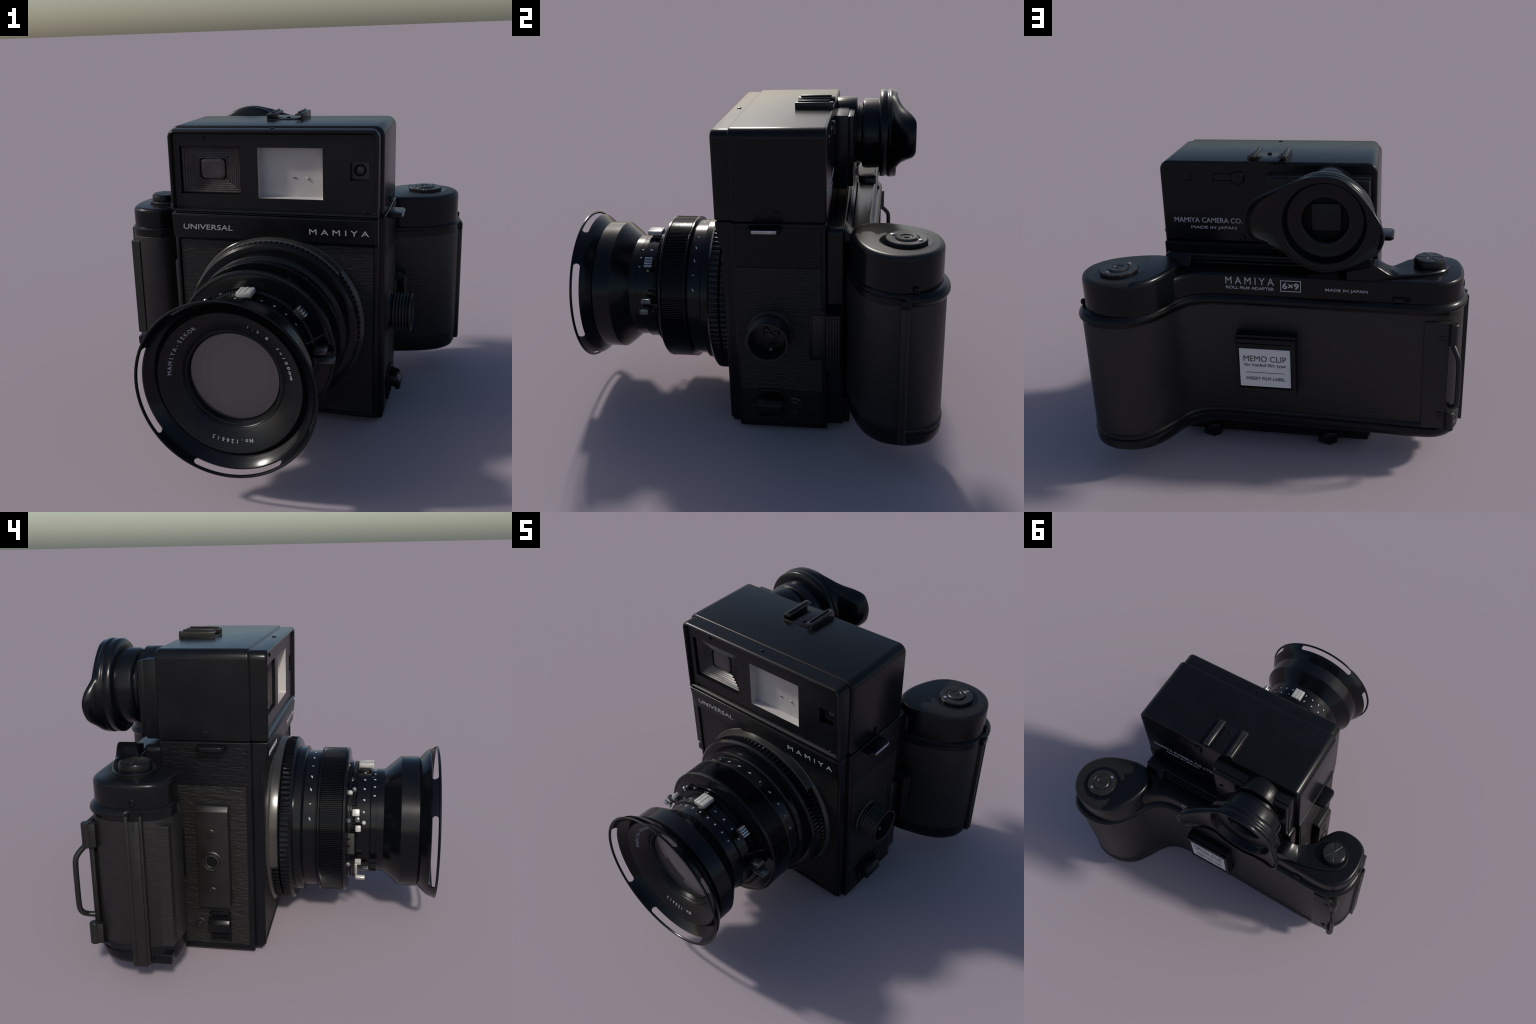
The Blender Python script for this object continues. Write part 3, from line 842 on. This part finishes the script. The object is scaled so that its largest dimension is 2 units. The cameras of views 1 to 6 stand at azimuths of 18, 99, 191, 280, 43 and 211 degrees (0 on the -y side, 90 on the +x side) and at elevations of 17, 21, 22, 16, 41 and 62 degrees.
# ================================================================== ADAPTER PLATE
adapter = loft("back_adapter", rrect(-0.498, 0.622, 0.028, 1.128, 0.03), fillet(0.412, 0.500, 0.010), XZ, PAINT, camera)
box("adapter_ridge", -0.44, 0.46, 0.498, 0.516, 1.098, 1.110, PAINT, adapter, 0.004, 2)
box("adapter_ridge", -0.44, 0.46, 0.498, 0.530, 1.082, 1.094, PAINT, adapter, 0.004, 2)
prism("adapter_cheek", [(0.498, 1.06), (0.560, 1.06), (0.498, 1.125)], 0.47, 0.605, YZ, PAINT, adapter, bevel=0.004, segs=2)
box("adapter_ledge", -0.490, 0.600, 0.49, 0.530, 0.035, 0.185, PAINT, adapter, 0.012, 3)
for x in (0.412, -0.262):
    prism("back_hook", [(x - 0.055, 0.022), (x - 0.012, 0.0), (x + 0.052, 0.020), (x + 0.052, 0.032), (x - 0.005, 0.085), (x - 0.055, 0.085)], 0.488, 0.556, XZ, PAINT, adapter, bevel=0.005, segs=2)

# ================================================================== ROLL FILM BACK
PLAN = [(-0.78, 0.661), (-0.55, 0.656), (-0.25, 0.649), (0.05, 0.642), (0.25, 0.6375), (0.36, 0.6435), (0.435, 0.671), (0.495, 0.728), (0.545, 0.820), (0.600, 0.901), (0.67, 0.955), (0.76, 0.977), (0.86, 0.967), (0.938, 0.917),
        (0.978, 0.82), (0.969, 0.707), (0.91, 0.620), (0.82, 0.566), (0.70, 0.528), (0.60, 0.509), (0.4, 0.507), (0.1, 0.507), (-0.2, 0.507), (-0.45, 0.505), (-0.56, 0.484), (-0.63, 0.42), (-0.668, 0.345),
        (-0.712, 0.280), (-0.765, 0.251), (-0.835, 0.249), (-0.90, 0.268), (-0.950, 0.312), (-0.971, 0.380), (-0.976, 0.46), (-0.963, 0.545), (-0.926, 0.607), (-0.865, 0.648)]
plan = catmull(PLAN, 8)
NP = len(plan)
# the rear door carries a bead; the front half of the shell has none
turn = next(i for i, p in enumerate(plan) if p.x > 0.95 and p.y < 0.80)
tail = next(i for i, p in enumerate(plan) if i > NP // 2 and p.x < -0.9 and p.y > 0.445)
DM = [1.0 if (i <= turn or i >= tail) else 0.0 for i in range(NP)]
PM = [min(1, max(0, (p.x - 0.60) / 0.06)) for p in plan]
def loft2(name, rings, mat, parent, mask=None):
    """Shell rings (front offset, rear-door offset, height) on the film back plan."""
    mask = mask or DM
    bm = bmesh.new()
    rows = []
    for d0, d1, hh in rings:
        a, c = offset_outline(plan, d0), offset_outline(plan, d1)
        rows.append([bm.verts.new((*(a[i].lerp(c[i], mask[i])), hh)) for i in range(NP)])
    for r0, r1 in zip(rows, rows[1:]):
        for i in range(NP):
            bm.faces.new((r0[i], r0[(i + 1) % NP], r1[(i + 1) % NP], r1[i]))
    bm.faces.new(rows[0])
    bm.faces.new(rows[-1])
    return finish(bm, name, mat, parent, 35)
back = loft2("film_back", [(-0.004, -0.004, 0.262), (0.0, 0.0, 0.268), (0.0, 0.0, 0.898), (-0.004, -0.004, 0.902)], LEATHS, camera)
loft2("base_band", [(-0.060, -0.060, 0.158), (-0.030, -0.026, 0.162), (-0.012, -0.010, 0.170), (-0.004, 0.0, 0.188), (-0.002, 0.004, 0.206), (-0.002, 0.004, 0.226), (-0.002, -0.003, 0.232), (-0.002, 0.001, 0.238), (-0.002, 0.006, 0.246), (-0.002, 0.006, 0.256), (-0.002, 0.001, 0.264), (-0.008, -0.006, 0.270)], PAINT, back)
bead = [(-0.008, -0.006, 0.892), (-0.001, 0.003, 0.898)] + [(-0.001 + 0.003 * (k > 5), 0.004 + 0.011 * math.sin(math.radians(180 * k / 8)), 0.906 + 0.042 * k / 8) for k in range(9)] + [(-0.004, -0.004, 0.954), (-0.01, -0.01, 0.957)]
loft2("bead", bead, PAINT, back)
CAPR = 0.022
cap = [(-0.010, 0.948), (-0.010, 1.074 - CAPR)] + [(-0.010 - CAPR + CAPR * math.cos(math.radians(15 * k)), 1.074 - CAPR + CAPR * math.sin(math.radians(15 * k))) for k in range(1, 7)]
loft2("top_cap", [(d, d - 0.025, hh) for d, hh in cap], PAINT, back, PM)
lathe("spool_stud", [(0.075, 0.172), (0.070, 0.142), (0.046, 0.140), (0.042, 0.110), (0.036, 0.106)], (0.772, 0.787, 0), "z", PAINT, back, segs=32, cap1=True)

# take-up pod cap, higher than the deck
POD = [(0.966, 0.80), (0.959, 0.710), (0.903, 0.628), (0.82, 0.575), (0.71, 0.540), (0.62, 0.532), (0.545, 0.562), (0.505, 0.627), (0.504, 0.710), (0.532, 0.803), (0.582, 0.890), (0.655, 0.943), (0.755, 0.962), (0.85, 0.945), (0.924, 0.892)]
PR = 0.026
podo = catmull(POD, 8)
pr = [(0.0, 0.952), (0.0, 1.130 - PR)] + [(-PR + PR * math.cos(math.radians(15 * k)), 1.130 - PR + PR * math.sin(math.radians(15 * k))) for k in range(1, 7)]
# lid paint with a greyer, duller patch on the +x half of the top
m, nt, b = principled("pod_lid_paint")
tc = nt.nodes.new("ShaderNodeTexCoord")
sx = nt.nodes.new("ShaderNodeSeparateXYZ")
ns = nt.nodes.new("ShaderNodeTexNoise")
ns.inputs["Scale"].default_value = 9
ns.inputs["Detail"].default_value = 8
ma = nt.nodes.new("ShaderNodeMath"); ma.operation = "MULTIPLY_ADD"; ma.inputs[1].default_value = 0.16
gx = nt.nodes.new("ShaderNodeMath"); gx.operation = "GREATER_THAN"; gx.inputs[1].default_value = 0.745
gz = nt.nodes.new("ShaderNodeMath"); gz.operation = "GREATER_THAN"; gz.inputs[1].default_value = 1.116
mu = nt.nodes.new("ShaderNodeMath"); mu.operation = "MULTIPLY"
mc = nt.nodes.new("ShaderNodeMix"); mc.data_type = "RGBA"
mc.inputs[6].default_value = (0.0030, 0.0040, 0.0052, 1)
b.inputs["Specular IOR Level"].default_value = 0.24
mc.inputs[7].default_value = (0.0135, 0.0130, 0.0120, 1)
mr = nt.nodes.new("ShaderNodeMapRange")
mr.inputs["To Min"].default_value = 0.24
mr.inputs["To Max"].default_value = 0.38
for a, c in ((tc.outputs["Object"], sx.inputs[0]), (tc.outputs["Object"], ns.inputs["Vector"]), (ns.outputs["Fac"], ma.inputs[0]), (sx.outputs["X"], ma.inputs[2]), (ma.outputs[0], gx.inputs[0]),
             (sx.outputs["Z"], gz.inputs[0]), (gx.outputs[0], mu.inputs[0]), (gz.outputs[0], mu.inputs[1]), (mu.outputs[0], mc.inputs[0]), (mc.outputs[2], b.inputs["Base Color"]), (mu.outputs[0], mr.inputs["Value"]), (mr.outputs[0], b.inputs["Roughness"])):
    nt.links.new(a, c)
pod = loft("pod_cap", podo, pr, XY, m, back)
WX, WY = 0.772, 0.787
lathe("winder_recess", [(0.124, 1.1297), (0.114, 1.1320), (0.108, 1.1305), (0.10, 1.1303)], (WX, WY, 0), "z", RING, back, segs=64, cap1=True)
NW = 60
lathe("winder_disc", [(0.096, 1.1300), (0.096, 1.1435), (0.092, 1.1475), (0.060, 1.1475), (0.056, 1.1435), (0.052, 1.1435), (0.050, 1.1515), (0.046, 1.1545), (0.030, 1.1535), (0.026, 1.1495), (0.012, 1.1495), (0.010, 1.1535)], (WX, WY, 0), "z", GREYM, back, segs=NW * 4,
      mod=lambda i, j, r, h: r - (0.003 if (j < 2 and i % 4 > 1) else 0), cap1=True)
for a in (60, 240):
    lathe("winder_pin", [(0.010, 1.1455), (0.010, 1.1515), (0.006, 1.1535)], (WX + 0.072 * math.cos(math.radians(a)), WY + 0.072 * math.sin(math.radians(a)), 0), "z", CHROME, back, segs=16, cap1=True)
for sx, sy in ((0.975, 0.80), ):
    slot_screw("screw", (0.962, 0.832, 0.972), "x", 0.016, PAINT, back, 0.014)
slot_screw("screw", (-0.966, 0.425, 0.985), "-x", 0.020, PAINT, back, 0.008)
lathe("deck_hole", [(0.014, 1.0745), (0.010, 1.0755)], (0.452, 0.590, 0), "z", DARK, back, segs=20, cap1=True)

# advance knob with dished spokes and the lever that runs under it
KX, KYY = -0.789, 0.452
def spokes(i, j, r, h):
    return r
knob = lathe("advance_knob", [(0.080, 1.070), (0.080, 1.092), (0.077, 1.094), (0.077, 1.097), (0.080, 1.099), (0.080, 1.122), (0.076, 1.130), (0.068, 1.134)], (KX, KYY, 0), "z", PAINT, camera, segs=64)
bm = bmesh.new()
rows = []
for rr in (0.068, 0.055, 0.042, 0.028, 0.014, 0.003):
    row = []
    for i in range(96):
        a = 2 * math.pi * i / 96
        groove = max(0.0, math.cos(a * 6)) ** 10
        z = 1.134 + 0.004 * (1 - rr / 0.068) - 0.004 * groove * (rr / 0.068) ** 0.5 + 0.0012 * noise.noise((math.cos(a) * 3, math.sin(a) * 3, rr * 60))
        row.append(bm.verts.new((KX + rr * math.cos(a), KYY + rr * math.sin(a), z)))
    rows.append(row)
for p, q in zip(rows, rows[1:]):
    for i in range(96):
        bm.faces.new((p[i], p[(i + 1) % 96], q[(i + 1) % 96], q[i]))
bm.faces.new(rows[-1])
finish(bm, "knob_top", GREYM, knob, 60)
LEV = [(-0.372, 0.550), (-0.44, 0.532), (-0.52, 0.530), (-0.585, 0.500), (-0.64, 0.440), (-0.69, 0.385), (-0.77, 0.358), (-0.85, 0.380), (-0.885, 0.440), (-0.875, 0.505), (-0.82, 0.553), (-0.74, 0.586), (-0.66, 0.608), (-0.585, 0.622), (-0.50, 0.636), (-0.42, 0.636), (-0.375, 0.630)]
levo = catmull(LEV, 5)
bm = bmesh.new()
def lev_top(x):
    # thin strap at the knob, tall thumb rest that drops again to the tip
    if x > -0.51:
        return 1.148 - 0.035 * (x + 0.51) / 0.139
    t = min(1, max(0, (x + 0.615) / 0.105))
    return 1.093 + 0.055 * (t * t * (3 - 2 * t))
lo = [bm.verts.new((p.x, p.y, 1.066)) for p in levo]
m1 = [bm.verts.new((p.x, p.y, lev_top(p.x) - 0.006)) for p in levo]
ins = offset_outline(levo, -0.006)
hi = [bm.verts.new((p.x, p.y, lev_top(p.x))) for p in ins]
n = len(levo)
for A, B in ((lo, m1), (m1, hi)):
    for i in range(n):
        bm.faces.new((A[i], A[(i + 1) % n], B[(i + 1) % n], B[i]))
bm.faces.new(lo)
f = bm.faces.new(hi)
bmesh.ops.triangulate(bm, faces=[f])
finish(bm, "advance_lever", PAINT, knob, 40)

# lettering on the back of the cap
YAW = 0.0235
YC = 0.6325
text("lettering", "MAMIYA", 0.259, 0.040, onback(0.258, 1.016, YC, YAW), TEXTW, back, spacing=1.5, offset=0.0)
text("lettering", "ROLL FILM ADAPTER", 0.256, 0.0165, onback(0.256, 0.988, YC, YAW), TEXTW, back, offset=0.012)
text("lettering", "6×9", 0.086, 0.036, onback(-0.045, 1.000, YC, YAW), TEXTW, back, offset=0.02)
for x0, x1, z0, z1 in ((-0.142, -0.034, 0.9865, 0.9905), (-0.142, -0.034, 1.0455, 1.0495), (-0.038, -0.034, 0.9865, 1.0495), (-0.142, -0.138, 0.9865, 1.0495)):
    box("lettering_frame", x0, x1, YC - 0.004, YC + 0.0040 + (0.0002 if x1 - x0 > 0.01 else 0), z0, z1, TEXTW, back, 0)
text("lettering", "MADE IN JAPAN", 0.216, 0.020, onback(-0.268, 0.996, YC, YAW), TEXTW, back, offset=0.008)
# counter window and slot
YQ = YC + 0.0160
loft("counter_slot", rrect(-0.704, -0.606, 0.964, 0.992, 0.012), [(0, YQ - 0.004), (0, YQ + 0.002), (-0.003, YQ + 0.0028)], XZ, DARK, back)
loft("counter_button", rrect(-0.666, -0.616, 0.960, 0.984, 0.010), [(0, YQ - 0.004), (0, YQ + 0.008), (-0.004, YQ + 0.011)], XZ, PAINT, back)
box("cap_slot", -0.765, -0.708, YQ - 0.004, YQ + 0.0018, 1.018, 1.024, DARK, back, 0)

# memo clip with paper label
clip = box("memo_clip", -0.118, 0.206, 0.630, 0.701, 0.414, 0.756, PAINT, camera, 0.006, 2)
box("clip_rail", -0.118, 0.206, 0.697, 0.719, 0.716, 0.742, PAINT, clip, 0.006, 2)
box("clip_rail", -0.114, 0.204, 0.697, 0.715, 0.690, 0.712, PAINT, clip, 0.004, 2)
box("clip_rail", -0.110, 0.202, 0.697, 0.713, 0.420, 0.446, PAINT, clip, 0.004, 2)
box("clip_side", -0.1165, -0.094, 0.697, 0.7155, 0.418, 0.738, PAINT, clip, 0.004, 2)
box("clip_side", 0.190, 0.2045, 0.697, 0.7095, 0.418, 0.690, PAINT, clip, 0.004, 2)
box("paper_label", -0.0875, 0.186, 0.697, 0.7075, 0.454, 0.680, PAPER, clip, 0)
YL = 0.7078
text("label_lettering", "MEMO CLIP", 0.229, 0.034, onback(0.163, 0.606, YL), TEXTK, clip, offset=-0.004)
text("label_lettering", "for loaded film type", 0.222, 0.024, onback(0.160, 0.571, YL), TEXTK, clip)
box("label_rule", -0.055, 0.152, YL - 0.002, YL + 0.0010, 0.5385, 0.5410, TEXTK, clip, 0)
text("label_lettering", "INSERT FILM LABEL", 0.210, 0.019, onback(0.152, 0.494, YL), TEXTK, clip)

# rear door plate, hinge knuckles and carrying loop at the -x end
door = box("hinge_plate", -0.902, -0.772, 0.646, 0.671, 0.243, 0.868, SATIN, camera, 0.004, 2)
for z in (0.778, 0.330):
    slot_screw("screw", (-0.868, 0.671, z), "y", 0.017, SATIN, door, 0.006)
for z0, z1 in ((0.742, 0.866), (0.242, 0.352)):
    lathe("knuckle", [(0.020, z0), (0.024, z0 + 0.004), (0.024, z1 - 0.004), (0.020, z1)], (-0.920, 0.668, 0), "z", SATIN, door, segs=28, cap0=True, cap1=True)
    box("knuckle_root", -0.935, -0.895, 0.62, 0.668, z0 + 0.004, z1 - 0.004, SATIN, door, 0.004, 2)
tube("carrying_loop", [(-0.918, 0.664, 0.756), (-0.920, 0.680, 0.748), (-0.934, 0.706, 0.720), (-0.946, 0.721, 0.690), (-0.950, 0.724, 0.64), (-0.951, 0.724, 0.56), (-0.951, 0.724, 0.48), (-0.949, 0.721, 0.435), (-0.940, 0.708, 0.410), (-0.924, 0.690, 0.397), (-0.915, 0.660, 0.393)], 0.0135, SATIN, door)
# latch strips
strip = box("door_strip", -0.9965, -0.955, 0.385, 0.440, 0.170, 0.905, SATIN, camera, 0.006, 2)
box("strip_rib", -0.9995, -0.960, 0.436, 0.456, 0.172, 0.930, SATIN, strip, 0.006, 3)
box("strip_rib", -0.994, -0.955, 0.372, 0.388, 0.178, 0.930, SATIN, strip, 0.006, 3)
box("strip_pin", -1.0, -0.990, 0.408, 0.416, 0.862, 0.905, SATIN, strip, 0.003, 2)
loft("end_leather", rrect(0.262, 0.365, 0.262, 0.872, 0.01), [(0, -0.90), (0, -0.950), (-0.003, -0.953)], YZ, LEATHS, strip)
box("strip_foot", -0.966, -0.90, 0.275, 0.375, 0.175, 0.228, PAINT, strip, 0.006, 2)
box("foot_bar", -0.973, -0.95, 0.290, 0.362, 0.192, 0.212, RING, strip, 0.004, 2)
podstrip = box("pod_strip", 0.955, 0.9965, 0.766, 0.792, 0.190, 0.925, SATIN, camera, 0.006, 2)
box("strip_rib", 0.955, 0.999, 0.788, 0.806, 0.192, 0.930, SATIN, podstrip, 0.006, 3)
box("strip_cap", 0.955, 1.0, 0.764, 0.812, 0.892, 0.932, PAINT, podstrip, 0.006, 3)
